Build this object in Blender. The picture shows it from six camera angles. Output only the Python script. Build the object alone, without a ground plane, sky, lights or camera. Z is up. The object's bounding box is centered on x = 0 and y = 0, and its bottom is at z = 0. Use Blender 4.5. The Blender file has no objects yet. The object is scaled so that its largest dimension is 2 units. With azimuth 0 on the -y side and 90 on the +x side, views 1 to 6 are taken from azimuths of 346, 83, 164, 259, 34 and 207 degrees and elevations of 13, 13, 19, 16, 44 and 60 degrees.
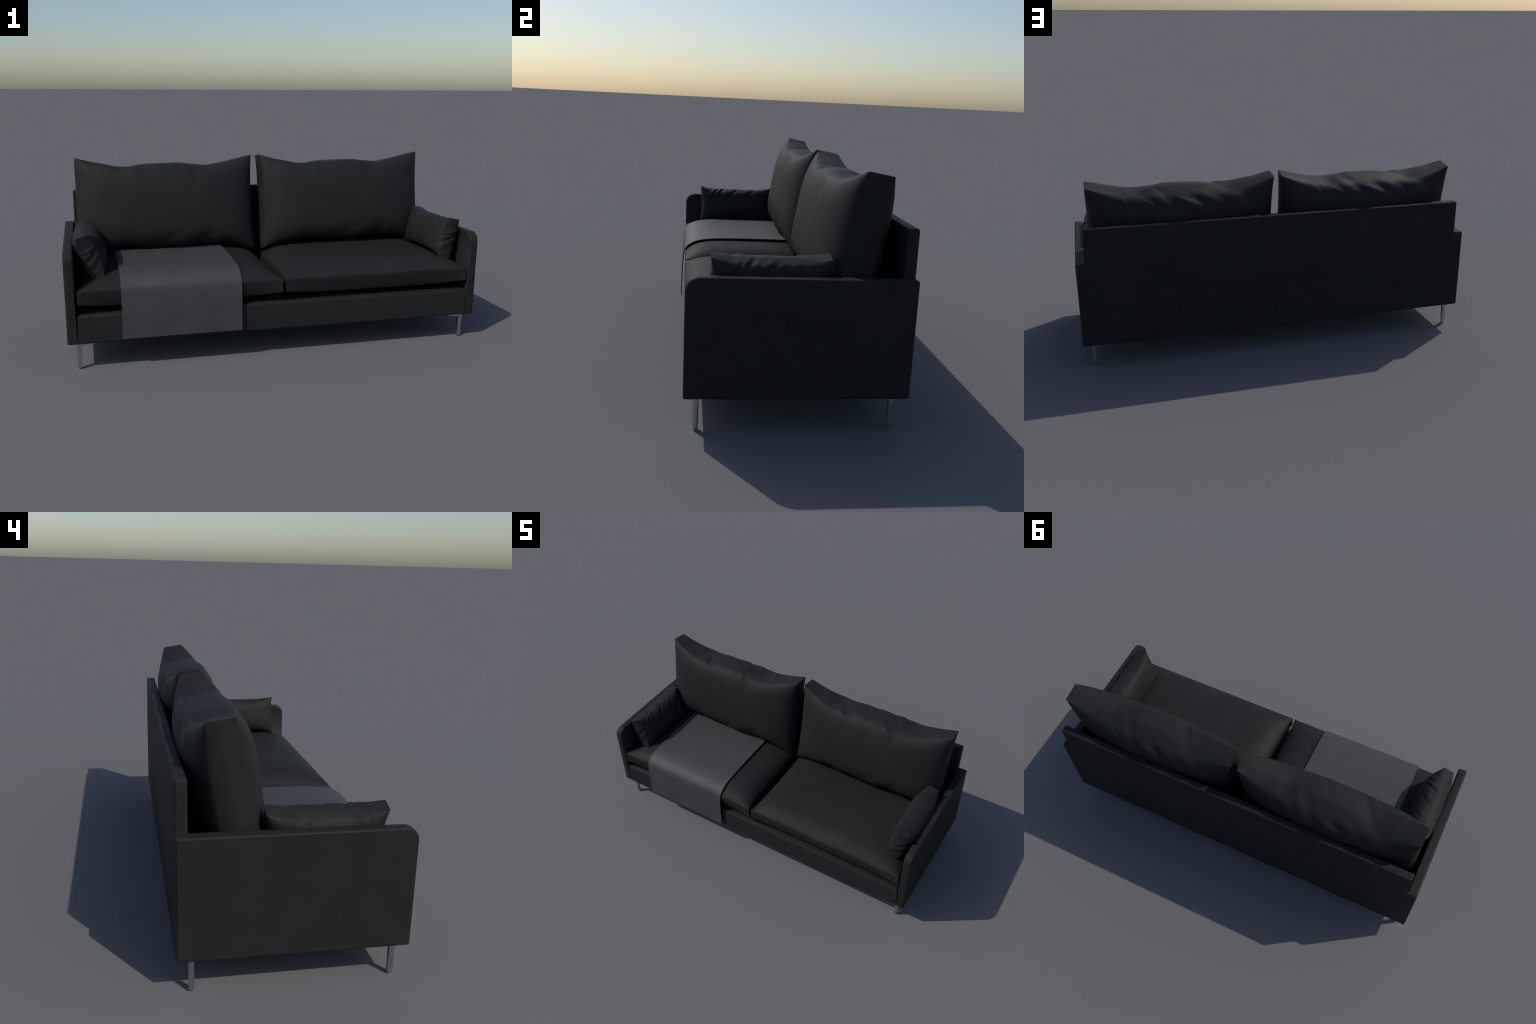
"""Dark two-seat sofa with loose cushions, two small arm pillows and a folded throw."""
import bpy, bmesh, math, random
import numpy as np
from mathutils import Matrix, Vector

SCENE = bpy.context.scene
COL = SCENE.collection

# ------------------------------------------------------------------ sizes (m)
HALF_W = 0.9995          # outer face of the arms
ARM_IN = 0.956           # inner face of the arms
PANEL = 0.951            # half width of the backrest panel: a slit parts it from the arms
FRONT, BACK = -0.380, 0.398
UNDER = 0.1265            # underside of the body
ARM_TOP, BACK_TOP = 0.548, 0.7165
BACK_FRONT = 0.356       # front face of the backrest panel
SLAB_TOP = 0.152
DECK_TOP = 0.261


# ------------------------------------------------------------------ materials
def nodes_of(name):
    mat = bpy.data.materials.new(name)
    mat.use_nodes = True
    nt = mat.node_tree
    bsdf = next(n for n in nt.nodes if n.type == 'BSDF_PRINCIPLED')
    return mat, nt, bsdf


def noise(nt, coord, scale, detail=3.0, rough=0.55, stretch=None):
    n = nt.nodes.new('ShaderNodeTexNoise')
    n.inputs['Scale'].default_value = scale
    n.inputs['Detail'].default_value = detail
    n.inputs['Roughness'].default_value = rough
    if stretch:
        mp = nt.nodes.new('ShaderNodeMapping')
        mp.inputs['Scale'].default_value = stretch
        nt.links.new(coord, mp.inputs['Vector'])
        coord = mp.outputs['Vector']
    nt.links.new(coord, n.inputs['Vector'])
    return n.outputs['Fac']


def ramp(nt, fac, dark, light, lo=0.3, hi=0.7):
    r = nt.nodes.new('ShaderNodeValToRGB')
    r.color_ramp.elements[0].position = lo
    r.color_ramp.elements[1].position = hi
    r.color_ramp.elements[0].color = (*dark, 1)
    r.color_ramp.elements[1].color = (*light, 1)
    nt.links.new(fac, r.inputs['Fac'])
    return r.outputs['Color']


def bump(nt, bsdf, height, strength, dist):
    b = nt.nodes.new('ShaderNodeBump')
    b.inputs['Strength'].default_value = strength
    b.inputs['Distance'].default_value = dist
    nt.links.new(height, b.inputs['Height'])
    nt.links.new(b.outputs['Normal'], bsdf.inputs['Normal'])


def add(nt, a, b, wa=1.0, wb=1.0):
    m = nt.nodes.new('ShaderNodeMath'); m.operation = 'MULTIPLY'
    m.inputs[1].default_value = wa
    nt.links.new(a, m.inputs[0])
    k = nt.nodes.new('ShaderNodeMath'); k.operation = 'MULTIPLY_ADD'
    k.inputs[1].default_value = wb
    nt.links.new(b, k.inputs[0]); nt.links.new(m.outputs[0], k.inputs[2])
    return k.outputs[0]


def upholstery(name, tone, grain, rough=0.6, spec=0.14):
    """Dark fine-grained cover: soft mottling in tone, small creased grain."""
    mat, nt, bsdf = nodes_of(name)
    tc = nt.nodes.new('ShaderNodeTexCoord').outputs['Object']
    mottle = noise(nt, tc, 9.0, 4.0)
    lo = tuple(c * 0.90 for c in tone); hi = tuple(c * 1.10 for c in tone)
    nt.links.new(ramp(nt, mottle, lo, hi), bsdf.inputs['Base Color'])
    bsdf.inputs['Roughness'].default_value = rough
    bsdf.inputs['Specular IOR Level'].default_value = spec
    h = add(nt, noise(nt, tc, 60.0, 3.0, 0.6, (1, 1, 0.6)), noise(nt, tc, 420.0, 2.0), 1.0, 0.35)
    bump(nt, bsdf, h, grain, 0.003)
    return mat


def throw_fabric():
    """Lighter woven wool: crossing threads and a little fuzz."""
    mat, nt, bsdf = nodes_of('woven_throw')
    tc = nt.nodes.new('ShaderNodeTexCoord').outputs['Object']
    waves = []
    for axis in ('X', 'DIAGONAL'):
        w = nt.nodes.new('ShaderNodeTexWave')
        w.bands_direction = axis
        w.inputs['Scale'].default_value = 95.0
        w.inputs['Distortion'].default_value = 3.0
        w.inputs['Detail'].default_value = 2.0
        nt.links.new(tc, w.inputs['Vector'])
        waves.append(w.outputs['Fac'])
    weave = add(nt, waves[0], waves[1], 0.5, 0.5)
    fuzz = noise(nt, tc, 130.0, 4.0, 0.6)
    h = add(nt, weave, fuzz, 0.5, 1.0)
    tone = THROW_TONE
    nt.links.new(ramp(nt, add(nt, noise(nt, tc, 14.0, 5.0), fuzz, 0.6, 0.4),
                      tuple(c * 0.88 for c in tone), tuple(c * 1.12 for c in tone)), bsdf.inputs['Base Color'])
    bsdf.inputs['Roughness'].default_value = 0.6
    bsdf.inputs['Specular IOR Level'].default_value = 0.38
    bump(nt, bsdf, h, 0.25, 0.002)
    return mat


def steel():
    mat, nt, bsdf = nodes_of('brushed_steel')
    tc = nt.nodes.new('ShaderNodeTexCoord').outputs['Object']
    streak = noise(nt, tc, 60.0, 3.0, 0.5, (1, 1, 0.08))
    nt.links.new(ramp(nt, streak, (0.47, 0.50, 0.515), (0.54, 0.57, 0.585)), bsdf.inputs['Base Color'])
    bsdf.inputs['Metallic'].default_value = 1.0
    bsdf.inputs['Roughness'].default_value = 0.33
    return mat


BODY_TONE = (0.0205, 0.0205, 0.0205)
CUSHION_TONE = (0.0205, 0.0205, 0.0205)
THROW_TONE = (0.0535, 0.054, 0.0555)
M_BODY = upholstery('body_cover', BODY_TONE, 0.10)
M_SEAT = upholstery('seat_cover', CUSHION_TONE, 0.12)
M_CUSHION = upholstery('cushion_cover', CUSHION_TONE, 0.28)
M_THROW = throw_fabric()
M_STEEL = steel()


# -------------------------------------------------------------------- helpers
def new_object(name, mesh, parent, mat):
    ob = bpy.data.objects.new(name, mesh)
    COL.objects.link(ob)
    ob.parent = parent
    if mat and not mesh.materials:
        mesh.materials.append(mat)
    return ob


def mesh_from(name, verts, faces, smooth=True):
    me = bpy.data.meshes.new(name)
    me.from_pydata([tuple(v) for v in verts], [], faces)
    if smooth:
        me.polygons.foreach_set('use_smooth', [True] * len(me.polygons))
    me.update()
    return me


def bm_box(bm, lo, hi):
    r = bmesh.ops.create_cube(bm, size=1.0)
    for v in r['verts']:
        v.co = Vector(((lo[i] + hi[i]) / 2 + v.co[i] * (hi[i] - lo[i]) for i in range(3)))


def surface_box(nu, nv, nw):
    """Closed grid over a cube's skin; returns (u, v, w) in [-1, 1] and quads.
    u and v are spaced by a sine, so rows gather at the seams."""
    sine = lambda n: np.sin(np.linspace(-1, 1, n + 1) * math.pi / 2)
    U, V, W = sine(nu), sine(nv), np.linspace(-1, 1, nw + 1)
    ids, pts, quads = {}, [], []

    def at(i, k, j):
        key = (i, k, j)
        if key not in ids:
            ids[key] = len(pts)
            pts.append((U[i], V[k], W[j]))
        return ids[key]

    for i in range(nu):
        for k in range(nv):
            quads.append((at(i, k, 0), at(i + 1, k, 0), at(i + 1, k + 1, 0), at(i, k + 1, 0)))
            quads.append((at(i, k, nw), at(i, k + 1, nw), at(i + 1, k + 1, nw), at(i + 1, k, nw)))
    for i in range(nu):
        for j in range(nw):
            quads.append((at(i, 0, j), at(i, 0, j + 1), at(i + 1, 0, j + 1), at(i + 1, 0, j)))
            quads.append((at(i, nv, j), at(i + 1, nv, j), at(i + 1, nv, j + 1), at(i, nv, j + 1)))
    for k in range(nv):
        for j in range(nw):
            quads.append((at(0, k, j), at(0, k + 1, j), at(0, k + 1, j + 1), at(0, k, j + 1)))
            quads.append((at(nu, k, j), at(nu, k, j + 1), at(nu, k + 1, j + 1), at(nu, k + 1, j)))
    return np.array(pts), quads


def vertex_normals(p, quads):
    q = np.array(quads)
    n = np.cross(p[q[:, 2]] - p[q[:, 0]], p[q[:, 3]] - p[q[:, 1]])
    out = np.zeros_like(p)
    for c in range(4):
        for a in range(3):
            out[:, a] += np.bincount(q[:, c], weights=n[:, a], minlength=len(p))
    return out / (np.linalg.norm(out, axis=1, keepdims=True) + 1e-12)


def relax(p, quads, weight, rounds):
    """Even out the surface (seams go round) except where weight is 0."""
    q = np.array(quads)
    a = np.concatenate([q[:, i] for i in range(4)])
    b = np.concatenate([q[:, (i + 1) % 4] for i in range(4)])
    deg = np.bincount(a, minlength=len(p))
    for _ in range(rounds):
        mean = np.stack([np.bincount(a, weights=p[b, i], minlength=len(p)) for i in range(3)], 1) / deg[:, None]
        p = p + (mean - p) * (0.5 * weight)[:, None]
    return p


def dome(t, p, q):
    return np.clip(1 - np.abs(t) ** p, 0, 1) ** (1 / q)


def puckers(p, folds):
    """Sum of short creases. Each fold: centre, direction along the crease,
    direction across it, length, width, depth; ridge on one flank, valley on
    the other, fading out to both ends."""
    h = np.zeros(len(p))
    for c, along, across, length, width, depth in folds:
        d = p - c
        a = (d @ along) / length
        b = (d @ across) / width
        n = np.cross(along, across)
        off = (d @ n) / (length * 1.3)
        h += depth * np.exp(-a * a - off * off) * (0.9 * np.exp(-(b - 0.9) ** 2) - 1.0 * np.exp(-(b + 0.4) ** 2 * 1.6))
    return h


def through(points, t):
    """Smooth curve through (position, value) pairs, read at t."""
    px, py = np.array(points, float).T
    m = np.gradient(py, px)
    i = np.clip(np.searchsorted(px, t) - 1, 0, len(px) - 2)
    h = px[i + 1] - px[i]
    s = (t - px[i]) / h
    return ((2 * s**3 - 3 * s**2 + 1) * py[i] + (s**3 - 2 * s**2 + s) * h * m[i]
            + (3 * s**2 - 2 * s**3) * py[i + 1] + (s**3 - s**2) * h * m[i + 1])


def stuffed_cushion(name, width, height, gusset, bulge, pull_top, pull_side, crown, folds, lumps, seg,
                    front_u=(3.0, 2.0), back_u=(3.0, 2.0), face_v=(3.0, 2.0), bottom=1.0, rounds=40, swells=()):
    """Box cushion blown up from a flat box: the eight corners stay where they
    were sewn, seams between them draw in, faces swell. X width, Y thickness
    (front is -Y), Z height. pull_top: how far the long seams draw in along u."""
    (nu, nv, nw) = seg
    t, quads = surface_box(nu, nv, nw)
    u, v, w = t.T
    swell = np.where(w < 0, dome(u, *front_u) * dome(v, *face_v), dome(u, *back_u) * dome(v, 3.0, 2.0))
    pull = through(pull_top, u) * np.where(v > 0, 1.0, bottom)
    pin_u = (1 - np.abs(u) ** 2.4) ** 0.8
    pin_v = (1 - np.abs(v) ** 2.4) ** 0.8
    ws = np.sqrt(np.clip(1 - w * w, 0, 1))
    cap = ws ** 3                        # panel between the seams, level where it meets them
    x = u * (width / 2 - pull_side * pin_v) + np.sign(u) * np.abs(u) ** 14 * crown[1] * cap * pin_v
    z = v * (height / 2 - pull) + np.sign(v) * np.abs(v) ** 14 * crown[0] * cap * pin_u
    y = w * (gusset / 2 + bulge * swell)
    p = np.stack([x, y, z], 1)
    near_corner = np.clip((np.abs(u) - 0.80) / 0.18, 0, 1) * np.clip((np.abs(v) - 0.6) / 0.36, 0, 1)
    free = 1 - near_corner ** 0.7
    p = relax(p, quads, free, rounds)
    n = vertex_normals(p, quads)
    # slow lumps, strongest near the long seams where the filling is uneven
    rng = np.random.default_rng(lumps[2])
    hl = np.zeros(len(p))
    for octave, gain in ((1.0, 1.0), (2.4, 0.35)):
        for _ in range(9):
            k = rng.normal(size=3) * lumps[1] * octave
            hl += gain * np.sin(p @ k + rng.uniform(0, 6.28))
    edge = 0.2 + 0.8 * np.clip(np.abs(v), 0, 1) ** 4
    for c, radius, height in swells:     # broad hollows (-) and bulges (+)
        hl += np.exp(-(((p - np.array(c)) / radius) ** 2).sum(1)) * height / (lumps[0] * edge) * 10
    p = p + n * (hl / 10 * lumps[0] * edge * free + puckers(p, folds) * free)[:, None]
    return mesh_from(name, p, quads)


def unit(v):
    v = np.array(v, float)
    return v / np.linalg.norm(v)


# ----------------------------------------------------------------------- sofa
sofa = bpy.data.objects.new('sofa', None)
COL.objects.link(sofa)
sofa['label'] = 'dark grey two seat sofa with loose cushions and a grey throw'
sofa['category'] = 'sofa'


# body: arms + backrest + bottom slab as one welded, rounded shell ------------
def arm_block(bm, side):
    r, steps = 0.046, 10
    prof = [(FRONT, UNDER), (BACK, UNDER), (BACK, ARM_TOP)]
    for i in range(steps + 1):
        a = math.radians(90 + 90 * i / steps)
        prof.append((FRONT + r + r * math.cos(a), ARM_TOP - r + r * math.sin(a)))
    x0, x1 = sorted((side * ARM_IN, side * HALF_W))
    a = [bm.verts.new((x0, y, z)) for y, z in prof]
    b = [bm.verts.new((x1, y, z)) for y, z in prof]
    n = len(prof)
    bm.faces.new(a[::-1]); bm.faces.new(b)
    for i in range(n):
        j = (i + 1) % n
        bm.faces.new((a[i], a[j], b[j], b[i]))
    bmesh.ops.recalc_face_normals(bm, faces=bm.faces[:])


def piece(build):
    bm = bmesh.new(); build(bm)
    me = bpy.data.meshes.new('piece'); bm.to_mesh(me); bm.free()
    ob = bpy.data.objects.new('piece', me); COL.objects.link(ob)
    return ob


def build_body():
    pieces = [piece(lambda bm: bm_box(bm, (-ARM_IN - .02, FRONT, UNDER), (ARM_IN + .02, BACK_FRONT + .02, SLAB_TOP))),
              piece(lambda bm: bm_box(bm, (-PANEL, BACK_FRONT, UNDER), (PANEL, BACK, BACK_TOP))),
              piece(lambda bm: bm_box(bm, (-ARM_IN - .02, BACK - .018, UNDER), (ARM_IN + .02, BACK, ARM_TOP))),
              piece(lambda bm: arm_block(bm, -1)), piece(lambda bm: arm_block(bm, 1))]
    main = pieces[0]
    for other in pieces[1:]:
        m = main.modifiers.new('join', 'BOOLEAN')
        m.operation = 'UNION'; m.solver = 'EXACT'; m.object = other
    dg = bpy.context.evaluated_depsgraph_get()
    me = bpy.data.meshes.new_from_object(main.evaluated_get(dg))
    for o in pieces:
        bpy.data.objects.remove(o)
    bm = bmesh.new(); bm.from_mesh(me)
    bmesh.ops.remove_doubles(bm, verts=bm.verts[:], dist=1e-5)
    bmesh.ops.dissolve_limit(bm, angle_limit=math.radians(2), verts=bm.verts[:], edges=bm.edges[:])
    sharp = []
    for e in bm.edges:
        if len(e.link_faces) != 2 or e.calc_face_angle_signed(0) < math.radians(35):
            continue
        c = (e.verts[0].co + e.verts[1].co) / 2
        if abs(c.z - SLAB_TOP) < 0.002 and c.y < 0:
            continue
        if e.calc_length() < 0.02 and c.y > 0.3 and abs(abs(c.x) - (PANEL + ARM_IN) / 2) < 0.004:
            continue
        sharp.append(e)
    bmesh.ops.bevel(bm, geom=sharp, offset=0.0085, offset_type='OFFSET', segments=3, profile=0.5, affect='EDGES', clamp_overlap=False)
    for s in (-1, 1):
        bmesh.ops.bisect_plane(bm, geom=bm.verts[:] + bm.edges[:] + bm.faces[:], plane_co=(s * ARM_IN, 0, 0), plane_no=(1, 0, 0), dist=1e-5)
    bmesh.ops.triangulate(bm, faces=[f for f in bm.faces if len(f.verts) > 4])
    bm.to_mesh(me); bm.free()
    me.polygons.foreach_set('use_smooth', [True] * len(me.polygons))
    whole = bpy.data.objects.new('whole', me); COL.objects.link(whole)
    wn = whole.modifiers.new('wn', 'WEIGHTED_NORMAL'); wn.keep_sharp = False; wn.weight = 100
    ev = whole.evaluated_get(bpy.context.evaluated_depsgraph_get()).to_mesh()
    P = [v.co.copy() for v in ev.vertices]
    N = [c.vector.copy() for c in ev.corner_normals]
    region = {'armrest': [], 'armrest_b': [], 'backrest': [], 'base_frame': []}
    for f in ev.polygons:
        c = f.center
        key = ('armrest' if c.x < 0 else 'armrest_b') if abs(c.x) > ARM_IN - 1e-4 else ('backrest' if c.y > BACK_FRONT - .002 else 'base_frame')
        region[key].append(f)
    for key, fs in region.items():
        remap, verts, faces, norms = {}, [], [], []
        for f in fs:
            idx = []
            for li in f.loop_indices:
                vi = ev.loops[li].vertex_index
                if vi not in remap:
                    remap[vi] = len(verts); verts.append(P[vi])
                idx.append(remap[vi]); norms.append(N[li])
            faces.append(idx)
        name = key.split('_b')[0] if key == 'armrest_b' else key
        part = mesh_from(name, verts, faces)
        part.normals_split_custom_set(norms)
        new_object(name, part, sofa, M_BODY)
    bpy.data.objects.remove(whole)


build_body()


# seat deck with the front apron -----------------------------------------------
def build_deck():
    bm = bmesh.new()
    bm_box(bm, (-ARM_IN + .0045, FRONT + 0.0005, SLAB_TOP + .0002), (ARM_IN - .0045, BACK_FRONT - .001, DECK_TOP))
    edges = [e for e in bm.edges if (e.verts[0].co.z + e.verts[1].co.z) / 2 > DECK_TOP - 1e-4]
    bmesh.ops.bevel(bm, geom=edges, offset=0.014, segments=4, profile=0.5, affect='EDGES')
    me = bpy.data.meshes.new('front_apron'); bm.to_mesh(me); bm.free()
    me.polygons.foreach_set('use_smooth', [True] * len(me.polygons))
    me.set_sharp_from_angle(angle=math.radians(35))
    new_object('front_apron', me, sofa, M_BODY)


build_deck()


# seat cushions -------------------------------------------------------------------
def seat_mesh():
    """Low box pad: thin gusset, crowned top, softly sagging underside."""
    w, d = 0.940, 0.735
    t, quads = surface_box(90, 76, 10)
    u, v, k = t.T                         # k = -1 top seam ... 1 bottom seam
    inset = 0.0145 * (1 - np.abs(v) ** 4)  # the side seams draw in between the corners
    x = u * (w / 2 - inset)
    y = v * d / 2
    rise = lambda dist, reach: 1 - np.exp(-dist / reach)
    crown = rise((1 - np.abs(u)) * w / 2, 0.049) * rise((1 - np.abs(v)) * d / 2, 0.048)
    side = np.sqrt(np.clip(1 - k * k, 0, 1))
    x = x + np.sign(u) * np.abs(u) ** 30 * (1 - np.abs(v) ** 6) * side * 0.003
    y = y + np.sign(v) * np.abs(v) ** 30 * (1 - np.abs(u) ** 6) * side * 0.002
    # front and rear gusset lean in under the pad, which sags in the middle
    full = 1 - np.abs(u) ** 5
    y = y - v * 0.020 * ((k + 1) / 2) ** 1.4 * full
    sag = 0.017 * full
    z = np.where(k < 0, -k * (0.0325 + (0.0545 - 0.004 * v) * crown), -k * (0.0325 + sag))
    hold = np.clip((np.abs(u) - 0.93) / 0.06, 0, 1) * np.clip((np.abs(v) - 0.9) / 0.09, 0, 1)
    return mesh_from('seat_cushion', relax(np.stack([x, y, z], 1), quads, 1 - hold, 14), quads)


SEAT = seat_mesh()
for cx in (-0.4775, 0.4765):
    s = new_object('seat_cushion', SEAT, sofa, M_SEAT)
    s.location = (cx, -0.3805 + 0.735 / 2, 0.3400)


# back cushions ---------------------------------------------------------------------
def seam_folds(rng, spots, z0, y0, length, wid, depth, slant):
    """Creases that run across a long horizontal seam at height z0, thickness y0;
    spots lists where along the seam they sit."""
    up, out_y = math.copysign(1, z0), math.copysign(1, y0)
    res = []
    for x in spots:
        s = slant + rng.normal() * 0.55
        along = unit((s, 0.7 * out_y, -0.7 * up))
        across = unit(np.cross(along, (0, 0.7 * out_y, 0.7 * up)))
        k = rng.uniform(0.55, 1.5)
        res.append((np.array((x + rng.normal() * .01, y0 + rng.normal() * .010, z0 + rng.normal() * .010)), along, across,
                    length * k, wid * rng.uniform(.7, 1.6), depth * rng.uniform(.35, 1.2)))
    return res


rng = np.random.default_rng(11)
folds = (seam_folds(rng, (-.31, -.17, -.07, -.01, .04, .13, .26), 0.172, 0.092, 0.065, 0.020, 0.0042, -1.3)
         + seam_folds(rng, (-.17, -.11, .05, .11), 0.178, -0.088, 0.060, 0.015, 0.0040, 1.0)
         + seam_folds(rng, (-.20, -.05, .02, .21), -0.185, -0.095, 0.060, 0.026, 0.0040, 0.7)
         + seam_folds(rng, (-.2, .12), 0.205, 0.02, 0.080, 0.040, 0.0045, -1.0))
top_seam = [(-1, 0), (-.82, .022), (-.65, .036), (-.42, .051), (-.2, .043), (0, .041), (.22, .041), (.45, .052), (.62, .044), (.8, .025), (1, 0)]
BACK_CUSHION = stuffed_cushion('back_cushion', 0.910, 0.500, 0.091, 0.088, top_seam, 0.0105, (0.013, 0.013), folds, (0.0065, 10.0, 3), (150, 90, 14),
                               front_u=(2.8, 1.9), back_u=(2.7, 1.8), face_v=(4.0, 2.2), bottom=0.9,
                               swells=[((x, .0, .20), .055, -.006) for x in (-.24, .19)] + [((x, .095, .165), .055, .006) for x in (-.25, .18)])
for cx in (-0.479, 0.4735):
    b = new_object('back_cushion', BACK_CUSHION, sofa, M_CUSHION)
    b.location = (cx, 0.215, 0.646)
    b.rotation_euler = (math.radians(-9.7), 0, 0)


# arm pillows ------------------------------------------------------------------------
rng = np.random.default_rng(5)
# one face (-Y, which looks to the right end of the sofa) is streaked, the other only dented twice
pf = (seam_folds(rng, (-.12, .07), 0.080, 0.045, 0.030, 0.016, 0.0045, 0.3)
      + seam_folds(rng, (-.125, -.075, -.03, .0, .045, .10), 0.070, -0.045, 0.034, 0.0125, 0.0038, -0.9)
      + seam_folds(rng, (-.08, .03, .09), -0.070, -0.045, 0.030, 0.013, 0.0035, 0.7))
for sx, spots in ((-1, (-.058, -.036, -.004, .022)), (1, (-.04, .02))):
    for z in spots:                      # creases across the short ends
        al = unit((0.45 * sx, 1, rng.normal() * .9 - 0.2))
        pf.append((np.array((sx * 0.188, rng.normal() * .016, z + rng.normal() * .004)), al, unit(np.cross((1, 0, 0), al)),
                   0.030 * rng.uniform(.6, 1.3), 0.0100 * rng.uniform(.7, 1.8), 0.0048 * rng.uniform(.4, 1.2)))
pillow_seam = [(-1, 0), (-.8, .008), (-.5, .014), (0, .015), (.5, .014), (.8, .008), (1, 0)]


def pillow(cx, cy, cz, tilt, inward):
    me = stuffed_cushion('arm_pillow', 0.408, 0.202, 0.053, 0.045, pillow_seam, 0.009, (0.008, 0.006), pf, (0.0035, 26.0, 8), (110, 64, 12))
    ob = new_object('arm_pillow', me, sofa, M_CUSHION)
    t = math.radians(tilt)
    up = Vector((-inward * math.sin(t), 0, math.cos(t)))
    along = Vector((0, 1, 0))
    ob.matrix_local = Matrix.Translation((cx, cy, cz)) @ Matrix((along, up.cross(along), up)).transposed().to_4x4()


pillow(0.887, -0.094, 0.508, 12.6, -1)
pillow(-0.881, -0.093, 0.502, 19.0, 1)


# throw --------------------------------------------------------------------------------
def build_throw():
    ctrl = [(.165, .4365), (.113, .437), (.0, .438), (-.1, .438), (-.19, .4368), (-.25, .4345), (-.293, .430), (-.332, .421), (-.362, .405),
            (-.381, .385), (-.3885, .362), (-.3915, .328), (-.395, .273), (-.397, .205), (-.398, .144)]
    c = np.array(ctrl)
    # Catmull-Rom through the profile
    path = []
    for i in range(len(c) - 1):
        a, b, d, e = c[max(i - 1, 0)], c[i], c[i + 1], c[min(i + 2, len(c) - 1)]
        for s in np.linspace(0, 1, 8, endpoint=False):
            path.append(0.5 * ((2 * b) + (d - a) * s + (2 * a - 5 * b + 4 * d - e) * s * s + (3 * b - a - 3 * d + e) * s ** 3))
    path.append(c[-1])
    path = np.array(path)
    tan = np.gradient(path, axis=0)
    tan /= np.linalg.norm(tan, axis=1, keepdims=True)
    nrm = np.stack([tan[:, 1], -tan[:, 0]], 1)        # outward
    nx, x0, x1, th = 60, -0.757, -0.2075, 0.004
    verts, faces = [], []
    L = len(path)
    for layer in (0, 1):
        for j in range(L):
            for i in range(nx + 1):
                x = x0 + (x1 - x0) * i / nx
                o = 0.0 if layer == 0 else th
                ripple = -0.0012 * (0.5 + 0.5 * math.sin(x * 31 + j * .05)) * min(1, max(0, (j - 40) / 40))
                q = path[j] + nrm[j] * (ripple - o)
                verts.append((x, q[0], q[1]))
    M = (nx + 1) * L
    idx = lambda l, j, i: l * M + j * (nx + 1) + i
    for j in range(L - 1):
        for i in range(nx):
            faces.append((idx(0, j, i), idx(0, j + 1, i), idx(0, j + 1, i + 1), idx(0, j, i + 1)))
            faces.append((idx(1, j, i), idx(1, j, i + 1), idx(1, j + 1, i + 1), idx(1, j + 1, i)))
    for j in range(L - 1):
        faces.append((idx(0, j, 0), idx(1, j, 0), idx(1, j + 1, 0), idx(0, j + 1, 0)))
        faces.append((idx(0, j, nx), idx(0, j + 1, nx), idx(1, j + 1, nx), idx(1, j, nx)))
    for i in range(nx):
        faces.append((idx(0, 0, i), idx(0, 0, i + 1), idx(1, 0, i + 1), idx(1, 0, i)))
        faces.append((idx(0, L - 1, i), idx(1, L - 1, i), idx(1, L - 1, i + 1), idx(0, L - 1, i + 1)))
    me = mesh_from('throw_blanket', verts, faces)
    me.set_sharp_from_angle(angle=math.radians(50))
    new_object('throw_blanket', me, sofa, M_THROW)


build_throw()


# legs -------------------------------------------------------------------------------------
def leg_mesh():
    """Rounded square steel bar with a tapering bracket toward the middle (+X)."""
    bm = bmesh.new()
    hx, hy, top = 0.0096, 0.0095, UNDER - 0.0005
    bm_box(bm, (-hx, -hy, 0), (hx, hy, top))
    mid = lambda e: (e.verts[0].co + e.verts[1].co) / 2
    toe = [e for e in bm.edges if mid(e).z < 1e-4 and abs(mid(e).x) > 1e-4]
    bmesh.ops.bevel(bm, geom=toe, offset=0.006, segments=5, profile=0.5, affect='EDGES')
    rest = [e for e in bm.edges if len(e.link_faces) == 2 and e.calc_face_angle(0) > math.radians(50) and mid(e).z < top - 1e-4]
    bmesh.ops.bevel(bm, geom=rest, offset=0.0045, segments=4, profile=0.5, affect='EDGES')
    hw = 0.0098
    v = [bm.verts.new(c) for c in ((-hw, -hw, top), (.070, -hw, top), (.070, -hw, top - .0135), (-hw, -hw, top - .0245),
                                   (-hw, hw, top), (.070, hw, top), (.070, hw, top - .0135), (-hw, hw, top - .0245))]
    for f in ((0, 3, 2, 1), (4, 5, 6, 7), (0, 1, 5, 4), (3, 7, 6, 2), (0, 4, 7, 3), (1, 2, 6, 5)):
        bm.faces.new([v[i] for i in f])
    bmesh.ops.recalc_face_normals(bm, faces=bm.faces[:])
    me = bpy.data.meshes.new('leg'); bm.to_mesh(me); bm.free()
    me.polygons.foreach_set('use_smooth', [True] * len(me.polygons))
    me.set_sharp_from_angle(angle=math.radians(60))
    return me


LEG = leg_mesh()
for sx in (-1, 1):
    for y in (-0.3352, 0.3468):
        l = new_object('leg', LEG, sofa, M_STEEL)
        l.location = (sx * 0.951, y, 0)
        l.rotation_euler = (0, 0, 0 if sx < 0 else math.pi)
